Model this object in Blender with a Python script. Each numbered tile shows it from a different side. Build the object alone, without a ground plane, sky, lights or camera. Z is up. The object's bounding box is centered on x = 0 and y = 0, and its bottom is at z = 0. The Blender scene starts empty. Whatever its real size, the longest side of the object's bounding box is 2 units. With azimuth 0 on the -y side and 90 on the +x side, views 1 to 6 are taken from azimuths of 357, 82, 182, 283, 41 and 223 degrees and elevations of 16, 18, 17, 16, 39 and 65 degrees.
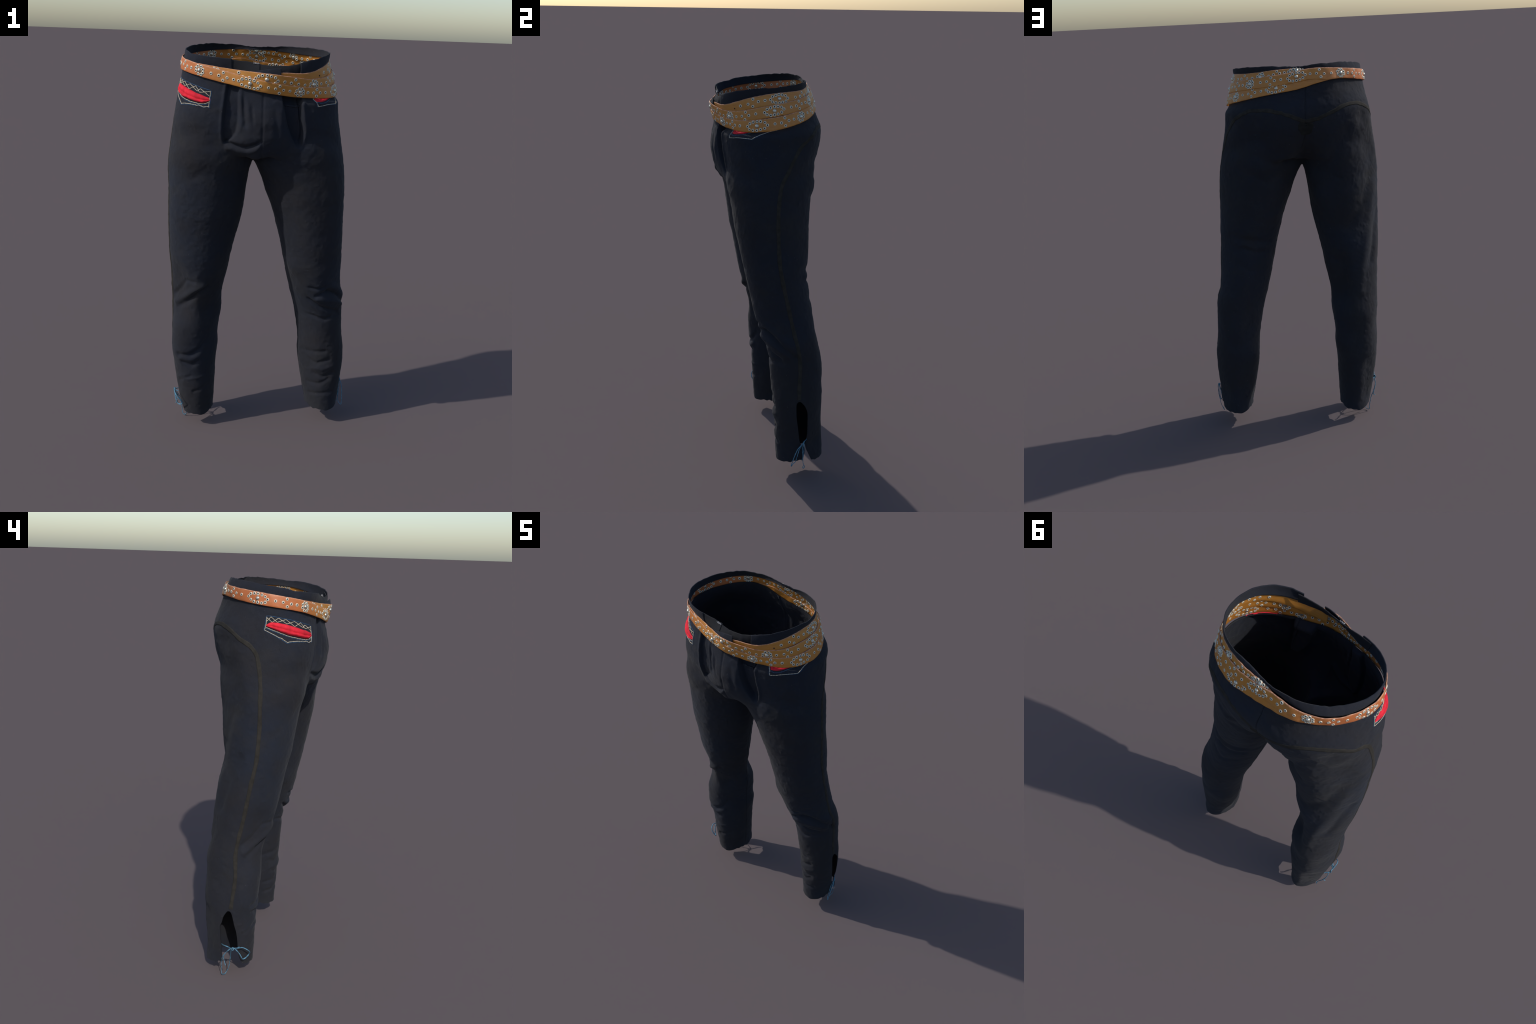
"""Dark wool riding trousers, hollow and standing, wrapped with a long eyelet-studded
leather strap.  Everything is lofted from profiles; all sizes in metres, z up."""
import bpy, bmesh, math, random
import numpy as np
from mathutils import Vector
from mathutils.bvhtree import BVHTree

rng = np.random.default_rng(7)
random.seed(7)

# ------------------------------------------------------------------ helpers
def smooth_interp(x, xp, fp):
    """monotone cubic through control points"""
    xp = np.asarray(xp, float); fp = np.asarray(fp, float)
    h = np.diff(xp); d = np.diff(fp) / h
    m = np.zeros_like(fp)
    m[1:-1] = np.where(d[:-1] * d[1:] > 0, 2 * d[:-1] * d[1:] / (d[:-1] + d[1:] + 1e-12 * np.sign(d[:-1] + d[1:] + 1e-30)), 0)
    m[0], m[-1] = d[0], d[-1]
    x = np.clip(np.asarray(x, float), xp[0], xp[-1])
    i = np.clip(np.searchsorted(xp, x) - 1, 0, len(h) - 1)
    t = (x - xp[i]) / h[i]
    return ((2*t**3 - 3*t**2 + 1) * fp[i] + (t**3 - 2*t**2 + t) * h[i] * m[i]
            + (-2*t**3 + 3*t**2) * fp[i+1] + (t**3 - t**2) * h[i] * m[i+1])

def periodic(x, xp, fp, period):
    """smooth periodic interpolation (Catmull-Rom on uniform or uneven knots)"""
    xp = np.asarray(xp, float); fp = np.asarray(fp, float); n = len(xp)
    X = np.concatenate([xp - period, xp, xp + period]); F = np.concatenate([fp, fp, fp])
    m = np.gradient(F, X)
    x = np.mod(np.asarray(x, float), period)
    i = np.searchsorted(X, x) - 1; h = X[i+1] - X[i]; t = (x - X[i]) / h
    return ((2*t**3 - 3*t**2 + 1) * F[i] + (t**3 - 2*t**2 + t) * h * m[i]
            + (-2*t**3 + 3*t**2) * F[i+1] + (t**3 - t**2) * h * m[i+1])

def sstep(a, b, x):
    t = np.clip((np.asarray(x, float) - a) / (b - a), 0, 1)
    return t * t * (3 - 2 * t)

def value_noise(P, scale, seed=0):
    """cheap smooth 3D noise in -1..1, vectorised"""
    P = np.asarray(P) / scale + 100.0 + seed * 17.3
    I = np.floor(P).astype(np.int64); f = P - I; f = f * f * (3 - 2 * f)
    def hsh(a, b, c):
        h = (a * 374761393 + b * 668265263 + c * 2147483647 + seed * 144665) & 0xFFFFFFFF
        h = ((h ^ (h >> 13)) * 1274126177) & 0xFFFFFFFF
        return ((h ^ (h >> 16)) & 0xFFFF) / 32767.5 - 1
    out = 0
    for a in (0, 1):
        for b in (0, 1):
            for c in (0, 1):
                w = (f[:, 0] if a else 1 - f[:, 0]) * (f[:, 1] if b else 1 - f[:, 1]) * (f[:, 2] if c else 1 - f[:, 2])
                out = out + w * hsh(I[:, 0] + a, I[:, 1] + b, I[:, 2] + c)
    return out

def link(ob, parent=None):
    bpy.context.scene.collection.objects.link(ob)
    if parent: ob.parent = parent
    return ob

def make_mesh(name, verts, faces, mat=None, smooth=True):
    me = bpy.data.meshes.new(name)
    me.from_pydata([tuple(map(float, v)) for v in verts], [], [tuple(map(int, f)) for f in faces])
    me.update()
    if smooth: me.polygons.foreach_set("use_smooth", [True] * len(me.polygons))
    if mat: me.materials.append(mat)
    return me

# ------------------------------------------------------------------ waist curves
# Three closed curves round the waist: (radius, height) every 15 degrees about the axis
# (-0.04, -0.01); 0 degrees is the front (-y), 90 the +x hip.
AXIS = np.array([-0.04, -0.01])
ANG = np.arange(0, 360, 15.0)
RIM_R = [.237, .250, .270, .293, .312, .321, .321, .312, .289, .254, .220, .201, .200, .211, .231, .258, .289, .319, .346, .361, .351, .314, .268, .240]
RIM_Z = [1.925, 1.920, 1.927, 1.944, 1.960, 1.970, 1.978, 1.985, 1.991, 1.993, 1.993, 1.990, 1.988, 1.989, 1.995, 1.999, 1.997, 1.990, 1.980, 1.967, 1.953, 1.944, 1.940, 1.934]
TOP_R = [.266, .273, .281, .296, .311, .319, .320, .313, .293, .260, .232, .217, .211, .217, .241, .281, .318, .343, .361, .369, .350, .306, .269, .259]
TOP_Z = [1.885, 1.881, 1.881, 1.891, 1.912, 1.936, 1.952, 1.958, 1.961, 1.967, 1.974, 1.978, 1.980, 1.980, 1.979, 1.975, 1.967, 1.957, 1.946, 1.933, 1.919, 1.905, 1.896, 1.890]
BOT_R = [.246, .244, .248, .270, .307, .343, .359, .351, .329, .303, .277, .253, .240, .246, .269, .296, .319, .344, .368, .374, .349, .306, .269, .252]
BOT_Z = [1.800, 1.791, 1.783, 1.778, 1.775, 1.777, 1.788, 1.805, 1.823, 1.841, 1.856, 1.866, 1.875, 1.890, 1.909, 1.920, 1.915, 1.903, 1.891, 1.879, 1.864, 1.844, 1.827, 1.812]
def ring_at(deg, R, Z, dr=0.0):
    r = periodic(deg, ANG, R, 360) + dr; z = periodic(deg, ANG, Z, 360); a = np.radians(deg)
    return np.stack([AXIS[0] + r * np.sin(a), AXIS[1] - r * np.cos(a), z], -1)
def azimuth(P):
    return np.degrees(np.arctan2(P[:, 0] - AXIS[0], -(P[:, 1] - AXIS[1]))) % 360

# ------------------------------------------------------------------ body profiles
# z, x low, x high, y front, y back
PELVIS = [(1.505, -.4710, .3760, -.219, .229), (1.55, -.465, .3685, -.228, .244), (1.60, -.457, .358, -.238, .257),
          (1.65, -.449, .3465, -.246, .266), (1.70, -.4405, .340, -.250, .273), (1.75, -.433, .336, -.252, .275)]
LEG_A = [(0.03, -.400, -.235, -.010, .235), (.10, -.411, -.234, -.013, .235), (.20, -.4305, -.2305, -.0185, .237), (.30, -.4435, -.229, -.0235, .245),
         (.40, -.450, -.224, -.0275, .242), (.45, -.4525, -.223, -.031, .237), (.50, -.451, -.2255, -.035, .227), (.55, -.4495, -.2235, -.039, .220),
         (.60, -.452, -.2145, -.043, .223), (.65, -.457, -.2065, -.044, .226), (.70, -.4595, -.202, -.048, .221), (.75, -.4605, -.199, -.062, .213),
         (.80, -.4625, -.1925, -.078, .206), (.90, -.467, -.1705, -.1055, .200), (1.0, -.473, -.1525, -.125, .192), (1.1, -.4745, -.1305, -.1415, .176),
         (1.15, -.4755, -.1195, -.152, .167), (1.2, -.4755, -.109, -.1635, .169), (1.3, -.4755, -.095, -.178, .178), (1.4, -.4775, -.082, -.192, .184),
         (1.45, -.4765, -.070, -.205, .194), (1.47, -.4745, -.0645, -.211, .198), (1.50, -.4715, -.058, -.215, .203), (1.60, -.44, -.06, -.215, .212), (1.72, -.38, -.08, -.18, .17)]
LEG_B = [(0.03, .277, .452, .028, .272), (.10, .2745, .453, .0275, .272), (.20, .259, .460, .0205, .271), (.30, .239, .4675, .014, .263),
         (.35, .2305, .470, .011, .261), (.40, .2265, .4685, .008, .260), (.45, .2215, .4645, .0035, .258), (.50, .215, .4555, .000, .256),
         (.55, .208, .451, -.004, .261), (.60, .200, .4475, -.009, .260), (.65, .1885, .443, -.0135, .253), (.70, .176, .441, -.0275, .241),
         (.80, .1485, .4235, -.0635, .223), (.90, .124, .415, -.092, .209), (1.0, .101, .4095, -.110, .192), (1.05, .0895, .406, -.1205, .181),
         (1.1, .076, .403, -.131, .187), (1.2, .0475, .3985, -.153, .193), (1.3, .0085, .3945, -.1755, .195), (1.4, -.0305, .390, -.190, .204),
         (1.45, -.056, .384, -.197, .217), (1.47, -.066, .380, -.204, .224), (1.50, -.070, .3765, -.210, .230), (1.60, -.06, .33, -.210, .23), (1.72, -.02, .28, -.18, .18)]
VOXEL = 0.0046
HEM_A, HEM_B = (-0.32, 0.11), (0.36, 0.15)

def superellipse(xl, xh, yl, yh, n, count):
    """n: one exponent, or four for the corners (front -x, front +x, back +x, back -x)"""
    a = np.linspace(0, 2 * np.pi, count, endpoint=False)
    c, s = np.sin(a), -np.cos(a)
    if np.ndim(n):
        wx, wy = .5 + .5 * np.tanh(2.2 * c), .5 + .5 * np.tanh(2.2 * s)
        n = (n[0] * (1 - wx) + n[1] * wx) * (1 - wy) + (n[3] * (1 - wx) + n[2] * wx) * wy
    k = (np.abs(c) ** n + np.abs(s) ** n) ** (-1 / n)
    return np.stack([(xl + xh) / 2 + (xh - xl) / 2 * c * k, (yl + yh) / 2 + (yh - yl) / 2 * s * k], -1)

LEG_Z = [.05, .18, .32, .45, .58, .70, .82, .95, 1.08, 1.22, 1.35, 1.45, 1.52]
# corner fullness up each leg: how boxy (>2) or slack (<2) the tube is at that corner
CORNER_A = {"outer_front": [2.2, 2.35, 2.35, 2.25, 1.95, 1.74, 1.74, 1.88, 2.05, 2.2, 2.2, 2.25, 2.4],
            "outer_back":  [1.8, 1.80, 1.88, 1.95, 1.85, 1.78, 1.75, 1.72, 1.68, 1.58, 1.50, 1.50, 1.55],
            "inner_front": [1.9, 1.85, 1.78, 1.66, 1.62, 1.65, 1.72, 1.85, 1.85, 1.80, 1.85, 2.20, 2.40],
            "inner_back":  [1.9, 1.90, 1.95, 1.88, 1.62, 1.45, 1.48, 1.52, 1.65, 1.92, 1.85, 1.45, 1.40]}
CORNER_B = {"outer_front": [2.2, 2.40, 2.40, 2.30, 2.05, 1.80, 1.76, 1.90, 2.05, 2.1, 2.1, 2.1, 2.1],
            "outer_back":  [1.7, 1.60, 1.66, 1.90, 1.98, 1.95, 1.92, 1.78, 1.72, 1.68, 1.56, 1.55, 1.60],
            "inner_front": [1.8, 1.70, 1.55, 1.50, 1.55, 1.64, 1.70, 1.80, 1.68, 1.60, 1.60, 2.10, 2.40],
            "inner_back":  [1.9, 1.92, 1.95, 1.88, 1.58, 1.48, 1.52, 1.60, 1.85, 2.00, 1.90, 1.45, 1.40]}
def leg_corner(table, order):
    return lambda z: tuple(float(smooth_interp(z, LEG_Z, table[k])) for k in order)
A_CORNERS = leg_corner(CORNER_A, ("outer_front", "inner_front", "inner_back", "outer_back"))
B_CORNERS = leg_corner(CORNER_B, ("inner_front", "outer_front", "outer_back", "inner_back"))
def pelvis_corners(z):
    f = lambda *v: float(smooth_interp(z, [1.5, 1.58, 1.66, 1.76], v))
    return f(2.5, 2.8, 3.2, 3.0), f(2.0, 2.2, 2.4, 2.4), f(1.6, 1.75, 2.15, 2.3), f(1.55, 1.65, 1.9, 2.25)

def loft(rings):
    n = len(rings[0]); V = np.concatenate(rings)
    F = []
    for k in range(len(rings) - 1):
        a = k * n; b = a + n
        F += [(a + i, a + (i + 1) % n, b + (i + 1) % n, b + i) for i in range(n)]
    F.append(tuple(range(n - 1, -1, -1))); F.append(tuple(range(len(V) - n, len(V))))
    return V, F

def tube(table, exponent, count=128, dz=0.01):
    t = np.array(table); zs = np.arange(t[0, 0], t[-1, 0] + 1e-6, dz)
    cols = [smooth_interp(zs, t[:, 0], t[:, k]) for k in range(1, 5)]
    rings = []
    for i, z in enumerate(zs):
        xy = superellipse(*[c[i] for c in cols], exponent(z), count)
        rings.append(np.column_stack([xy, np.full(count, z)]))
    return loft(rings)

def pelvis_solid(count=192):
    deg = np.linspace(0, 360, count, endpoint=False)
    top = ring_at(deg, TOP_R, TOP_Z); bot = ring_at(deg, BOT_R, BOT_Z)
    t = np.array(PELVIS); low = []
    for z in np.arange(1.505, 1.7501, 0.0098):
        e = [smooth_interp(z, t[:, 0], t[:, k]) for k in range(1, 5)]
        a = superellipse(*e, pelvis_corners(z), 720)
        # cleft behind and dip in front where the two legs meet
        g = np.exp(-((a[:, 0] + .090) / .060) ** 2)
        a[:, 1] -= np.where(a[:, 1] > 0, 1, 0) * g * smooth_interp(z, [1.50, 1.55, 1.60, 1.66, 1.74], [.125, .080, .046, .020, .003])
        a[:, 1] += np.where(a[:, 1] < 0, 1, 0) * g * smooth_interp(z, [1.50, 1.52, 1.54, 1.57], [.006, .003, .0, 0])
        # resample by azimuth about the waist axis so that rings line up
        az = np.degrees(np.arctan2(a[:, 0] - AXIS[0], -(a[:, 1] - AXIS[1]))) % 360
        o = np.argsort(az); r = np.hypot(*(a - AXIS).T)
        rr = np.interp(deg, az[o], r[o], period=360)
        low.append((z, rr))
    rings = []
    ar = np.radians(deg)
    for z, rr in low:
        rings.append(np.stack([AXIS[0] + rr * np.sin(ar), AXIS[1] - rr * np.cos(ar), np.full(count, z)], -1))
    z75, r75 = low[-1]
    rb, zb = periodic(deg, ANG, BOT_R, 360) - .003, periodic(deg, ANG, BOT_Z, 360)
    rlow = low[-8][1]
    for s in np.linspace(0, 1, 9)[1:]:
        # cubic blend so that the hip runs smoothly up under the strap
        h = zb - z75
        m0 = (r75 - low[-3][1]) / 0.02 * h * .8; m1 = (periodic(deg, ANG, TOP_R, 360) - rb) / np.maximum(periodic(deg, ANG, TOP_Z, 360) - zb, .03) * h * .6
        r = (2*s**3 - 3*s**2 + 1) * r75 + (s**3 - 2*s**2 + s) * m0 + (-2*s**3 + 3*s**2) * rb + (s**3 - s**2) * m1
        rings.append(np.stack([AXIS[0] + r * np.sin(ar), AXIS[1] - r * np.cos(ar), z75 + h * s], -1))
    rings.append(top)
    return loft(rings)

def remeshed_body():
    parts = [pelvis_solid(), tube(LEG_A, A_CORNERS), tube(LEG_B, B_CORNERS)]
    V, F, off = [], [], 0
    for v, f in parts:
        V.append(v); F += [tuple(i + off for i in q) for q in f]; off += len(v)
    ob = link(bpy.data.objects.new("body_solid", make_mesh("body_solid", np.concatenate(V), F)))
    m = ob.modifiers.new("r", "REMESH"); m.mode = "VOXEL"; m.voxel_size = VOXEL
    dg = bpy.context.evaluated_depsgraph_get()
    me = bpy.data.meshes.new_from_object(ob.evaluated_get(dg))
    n = len(me.vertices); co = np.empty(n * 3); me.vertices.foreach_get("co", co); co = co.reshape(-1, 3)
    quads = np.array([p.vertices[:] for p in me.polygons if len(p.vertices) == 4], dtype=np.int64)
    bpy.data.objects.remove(ob)
    return co, quads

def neighbours(quads, n):
    e = np.concatenate([quads[:, [0, 1]], quads[:, [1, 2]], quads[:, [2, 3]], quads[:, [3, 0]]])
    e = np.unique(np.sort(e, 1), axis=0)
    deg = np.bincount(e.ravel(), minlength=n).astype(float)
    return e, np.maximum(deg, 1)

def relax(co, e, deg, w, times):
    n = len(co)
    for _ in range(times):
        s = np.stack([np.bincount(e[:, 0], co[e[:, 1], k], n) + np.bincount(e[:, 1], co[e[:, 0], k], n) for k in range(3)], -1)
        co = co + (s / deg[:, None] - co) * w[:, None]
    return co

def normals_of(co, quads):
    a, b, c, d = (co[quads[:, k]] for k in range(4))
    fn = np.cross(c - a, d - b)
    N = np.stack([sum(np.bincount(quads[:, k], fn[:, j], len(co)) for k in range(4)) for j in range(3)], -1)
    return N / (np.linalg.norm(N, axis=1, keepdims=True) + 1e-12)
# ------------------------------------------------------------------ relief of the cloth
def seg_dist(P, poly):
    """distance of points to a 3D polyline"""
    best = np.full(len(P), 1e9)
    poly = np.asarray(poly, float)
    for a, b in zip(poly[:-1], poly[1:]):
        ab = b - a; t = np.clip(((P - a) @ ab) / (ab @ ab), 0, 1)
        best = np.minimum(best, np.linalg.norm(P - a - t[:, None] * ab, axis=1))
    return best

WRINKLES = [   # (amplitude, width, [points]): valleys negative, ridges positive
    # knee and calf folds, -x leg
    (-.010, .015, [(-.429, -.007, .689), (-.400, -.034, .708), (-.358, -.057, .740), (-.324, -.073, .783), (-.270, -.075, .817)]),
    (+.011, .018, [(-.444, .011, .707), (-.385, -.056, .761), (-.337, -.078, .799), (-.297, -.084, .823)]),
    (-.008, .015, [(-.453, .021, .748), (-.433, -.027, .781), (-.400, -.071, .830)]),
    (-.005, .013, [(-.392, -.077, .844), (-.344, -.089, .842)]),
    (-.007, .015, [(-.406, -.009, .429), (-.355, -.028, .430), (-.307, -.028, .462), (-.266, -.012, .516)]),
    (-.006, .014, [(-.391, -.014, .385), (-.348, -.025, .367), (-.320, -.026, .391)]),
    (+.005, .016, [(-.400, -.012, .405), (-.345, -.026, .400), (-.300, -.02, .43)]),
    (+.005, .008, [(-.417, .017, .280), (-.354, -.021, .287), (-.283, -.010, .299)]),
    (-.004, .010, [(-.339, -.019, .212), (-.289, -.011, .229), (-.254, .018, .239)]),
    (-.004, .012, [(-.432, .011, .255), (-.411, .007, .275), (-.359, -.022, .300)]),
    # knee and calf folds, +x leg
    (-.006, .012, [(.244, -.065, .817), (.292, -.068, .816), (.327, -.065, .823)]),
    (-.009, .013, [(.284, -.048, .770), (.310, -.056, .786), (.359, -.044, .796), (.417, .019, .758)]),
    (+.009, .018, [(.290, -.047, .756), (.357, -.032, .742), (.415, .015, .722), (.438, .07, .70)]),
    (-.011, .014, [(.245, -.035, .745), (.303, -.032, .708), (.363, -.014, .683), (.417, .032, .662)]),
    (-.007, .012, [(.226, .015, .655), (.288, -.009, .643), (.339, -.010, .629), (.381, .001, .646), (.424, .043, .644)]),
    (-.010, .016, [(.346, -.047, .790), (.403, -.003, .768), (.430, .048, .727), (.442, .114, .682)]),
    (+.007, .020, [(.375, -.041, .822), (.413, .015, .790), (.438, .087, .745)]),
    (-.006, .014, [(.231, .081, .424), (.289, .016, .433), (.352, .005, .443)]),
    (-.007, .014, [(.258, .044, .385), (.314, .014, .368), (.378, .011, .394)]),
    (-.007, .014, [(.297, .026, .307), (.355, .016, .292), (.402, .022, .314)]),
    (-.006, .013, [(.269, .069, .238), (.336, .019, .247), (.386, .019, .280)]),
    (-.005, .012, [(.280, .070, .172), (.340, .023, .189), (.407, .033, .201)]),
    (+.005, .014, [(.29, .03, .335), (.35, .01, .340), (.40, .015, .355)]),
    # back of the thighs and knees
    (-.006, .018, [(.348, .154, 1.108), (.244, .185, 1.086), (.130, .140, 1.056)]),
    (-.006, .016, [(.269, .182, 1.040), (.205, .185, 1.011), (.133, .141, 1.003)]),
    (+.006, .020, [(.320, .17, 1.065), (.22, .186, 1.045), (.135, .145, 1.03)]),
    (-.004, .018, [(.304, .195, .953), (.239, .204, .914), (.152, .160, .911)]),
    (-.005, .022, [(.172, .218, 1.544), (.097, .216, 1.498), (.036, .195, 1.470)]),
    (-.004, .020, [(.242, .202, 1.451), (.179, .209, 1.436), (.111, .194, 1.386)]),
    (-.006, .022, [(-.188, .228, 1.634), (-.158, .217, 1.550), (-.115, .144, 1.467)]),
    (-.004, .022, [(-.302, .199, 1.673), (-.250, .204, 1.558), (-.199, .194, 1.473)]),
    (+.009, .030, [(-.461, .081, 1.355), (-.423, .131, 1.141), (-.369, .194, .902), (-.36, .21, .78)]),
    (-.008, .024, [(-.472, .045, 1.190), (-.450, .105, 1.070), (-.425, .150, .930)]),
    (-.007, .026, [(-.438, .121, 1.385), (-.391, .152, 1.254), (-.299, .170, 1.131)]),
    (-.005, .014, [(-.12, .15, 1.40), (-.19, .185, 1.42), (-.26, .19, 1.40)]),
    # drag lines under the fall
    (-.006, .020, [(-.33, -.17, 1.40), (-.22, -.19, 1.50), (-.16, -.2, 1.54)]),
    (+.005, .020, [(.05, -.2, 1.50), (.12, -.2, 1.535), (.2, -.19, 1.54)]),
]


FULLNESS = [   # (amount, reach, [points]): broad swellings and hollows of the worn-in legs and seat
    # -x leg
    (-.033, .062, [(-.262, .165, .76), (-.25, .17, .92)]), (+.012, .060, [(-.15, .13, 1.30)]), (+.012, .050, [(-.10, .09, 1.41)]),
    (+.018, .070, [(-.235, .17, .48), (-.228, .17, .64)]), (+.013, .075, [(-.39, .21, .54), (-.39, .20, .62)]), (+.008, .050, [(-.24, .17, .57)]), (+.024, .075, [(-.43, -.01, .45), (-.43, -.01, .56)]),
    (-.019, .070, [(-.43, -.04, .76), (-.42, -.06, .86)]), (-.014, .050, [(-.25, -.02, .68)]), (-.017, .065, [(-.40, .215, .16), (-.40, .215, .33)]),
    (-.014, .070, [(-.455, .09, 1.42), (-.44, .11, 1.60)]), (-.014, .050, [(-.405, .165, 1.72)]),
    # +x leg
    (+.012, .070, [(.10, .16, 1.22), (.08, .165, 1.34)]), (+.011, .060, [(.25, .22, .42), (.31, .25, .46)]), (+.015, .050, [(.14, -.06, .92)]),
    (+.011, .060, [(.25, .21, .26), (.24, .21, .40)]), (-.013, .060, [(.43, .23, .20)]), (+.009, .080, [(.43, .20, .70)]),
    (-.010, .050, [(.325, .14, 1.71)]), (+.008, .110, [(.37, -.11, 1.1), (.35, -.13, 1.3)]), (-.009, .060, [(.39, -.03, .82)]),
    # where the legs meet
    (-.024, .050, [(.0, .17, 1.52)]), (+.016, .040, [(-.06, -.20, 1.52)]),
]

def front_relief(co, N):
    """the fall front: a bulging middle flap between two deep open slits"""
    x, z = co[:, 0], co[:, 2]
    front = sstep(0.05, -0.35, N[:, 1]) * (co[:, 1] < -0.05)
    lipA = smooth_interp(z, [1.55, 1.575, 1.65, 1.77, 1.83, 1.9], [-.203, -.211, -.214, -.205, -.197, -.187])
    lipB = smooth_interp(z, [1.55, 1.627, 1.69, 1.78, 1.9], [.146, .158, .148, .137, .132])
    flapA = smooth_interp(z, [1.555, 1.575, 1.595, 1.617, 1.684, 1.82, 1.9], [-.206, -.190, -.168, -.153, -.145, -.149, -.15])
    flapB = smooth_interp(z, [1.548, 1.588, 1.66, 1.72, 1.79, 1.9], [.140, .107, .079, .064, .052, .045])
    e = 0.0045
    def band(v, lo, hi): return sstep(lo - e, lo + e, v) * sstep(hi + e, hi - e, v)
    slitA = band(x, lipA, flapA) * sstep(1.553, 1.575, z)
    slitB = band(x, flapB, lipB) * sstep(1.545, 1.585, z)
    zw = periodic(azimuth(co), ANG, BOT_Z, 360)      # the slits close under the strap
    shut = sstep(.008, -.004, z - zw)
    d = (-0.014 * slitA - 0.033 * slitB) * shut
    # rounded bulge of the flap itself
    mid, half = (flapA + flapB) / 2, np.maximum((flapB - flapA) / 2, .02)
    u = (x - mid) / half
    up = smooth_interp(z, [1.47, 1.51, 1.54, 1.57, 1.61, 1.66, 1.70, 1.74, 1.80, 1.86], [0, .002, .014, .026, .034, .034, .027, .015, .003, 0])
    d += up * .9 * np.clip(1 - np.abs(u) ** 2.2, 0, 1) * (np.abs(u) < 1)
    # rolled lips along the slits and a thin folded facing inside
    d += 0.004 * np.exp(-((x - lipA + .010) / .007) ** 2) * sstep(1.55, 1.6, z)
    d += 0.005 * np.exp(-((x - lipB - .010) / .008) ** 2) * sstep(1.55, 1.6, z)
    d += 0.007 * np.exp(-((x - lipB + .013) / .004) ** 2) * sstep(1.55, 1.6, z)
    d += 0.004 * np.exp(-((x - flapA - .012) / .008) ** 2) * sstep(1.6, 1.64, z)
    # vertical gathers on the flap, centre seam
    for cx, lo, hi, w, a in ((-.118, 1.62, 1.80, .008, -.006), (-.10, 1.66, 1.78, .007, .004), (-.082, 1.63, 1.77, .006, -.004), (.02, 1.58, 1.76, .012, -.003), (.045, 1.60, 1.74, .010, .003)):
        d += a * np.exp(-((x - cx + .12 * (z - 1.7)) / w) ** 2) * sstep(lo, lo + .05, z) * sstep(hi, hi - .05, z)
    d += -0.0035 * np.exp(-((x + .036) / .0045) ** 2) * sstep(1.47, 1.5, z)
    # sharp under-edge of the flap on the -x side, soft ridge on the other
    under = smooth_interp(x, [-.21, -.16, -.113, -.064, -.03], [1.560, 1.548, 1.541, 1.557, 1.58])
    m = sstep(-.215, -.19, x) * sstep(-.03, -.06, x)
    d += m * (-0.013 * np.exp(-((z - under - .012) / .010) ** 2) + 0.006 * np.exp(-((z - under + .014) / .012) ** 2))
    return d * front

def slit_sd(co, which):
    """signed distance-like value: negative inside the ankle opening"""
    y, z = co[:, 1], co[:, 2]
    if which == "A":
        back = smooth_interp(z, [.05, .137, .205, .296, .328, .355, .398], [.130, .127, .131, .134, .123, .116, .092])
        frnt = smooth_interp(z, [.05, .098, .157, .189, .256, .322, .388, .398], [.020, .033, .044, .044, .047, .060, .074, .086])
        top = .396
    else:
        back = smooth_interp(z, [.06, .10, .14, .175, .20, .232, .295, .38, .42, .445, .454], [.214, .203, .186, .172, .166, .172, .174, .172, .160, .142, .132])
        frnt = smooth_interp(z, [.06, .11, .175, .186, .21, .29, .407, .438, .454], [.150, .157, .166, .160, .139, .126, .113, .113, .124])
        top = .453
    return np.maximum(np.maximum(frnt - y, y - back), (z - top))

def hem_z(co, which):
    c = HEM_A if which == "A" else HEM_B
    a = np.arctan2(co[:, 0] - c[0], -(co[:, 1] - c[1]))
    side = np.sin(a) * (-1 if which == "A" else 1)
    base = (0.066 if which == "A" else .086) + 0.018 * np.clip(side, 0, 1) ** 2 + (0.006 * np.cos(a) if which == "A" else 0)
    inner = 0.012 * np.exp(-((side + .8) / .25) ** 2)
    ragged = 0.004 * np.sin(a * 13 + 1.3) * np.sin(a * 5.1) + .0022 * np.sin(a * 19 + 2) * np.sin(a * 3 + 1) + .003 * np.sin(a * 4 + 2.5)
    return base + inner + ragged

def tuck(az):
    """how far the cloth runs up behind the strap: more at the open front"""
    return .009 + .005 * sstep(.45, .75, np.cos(np.radians(az)))

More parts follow.
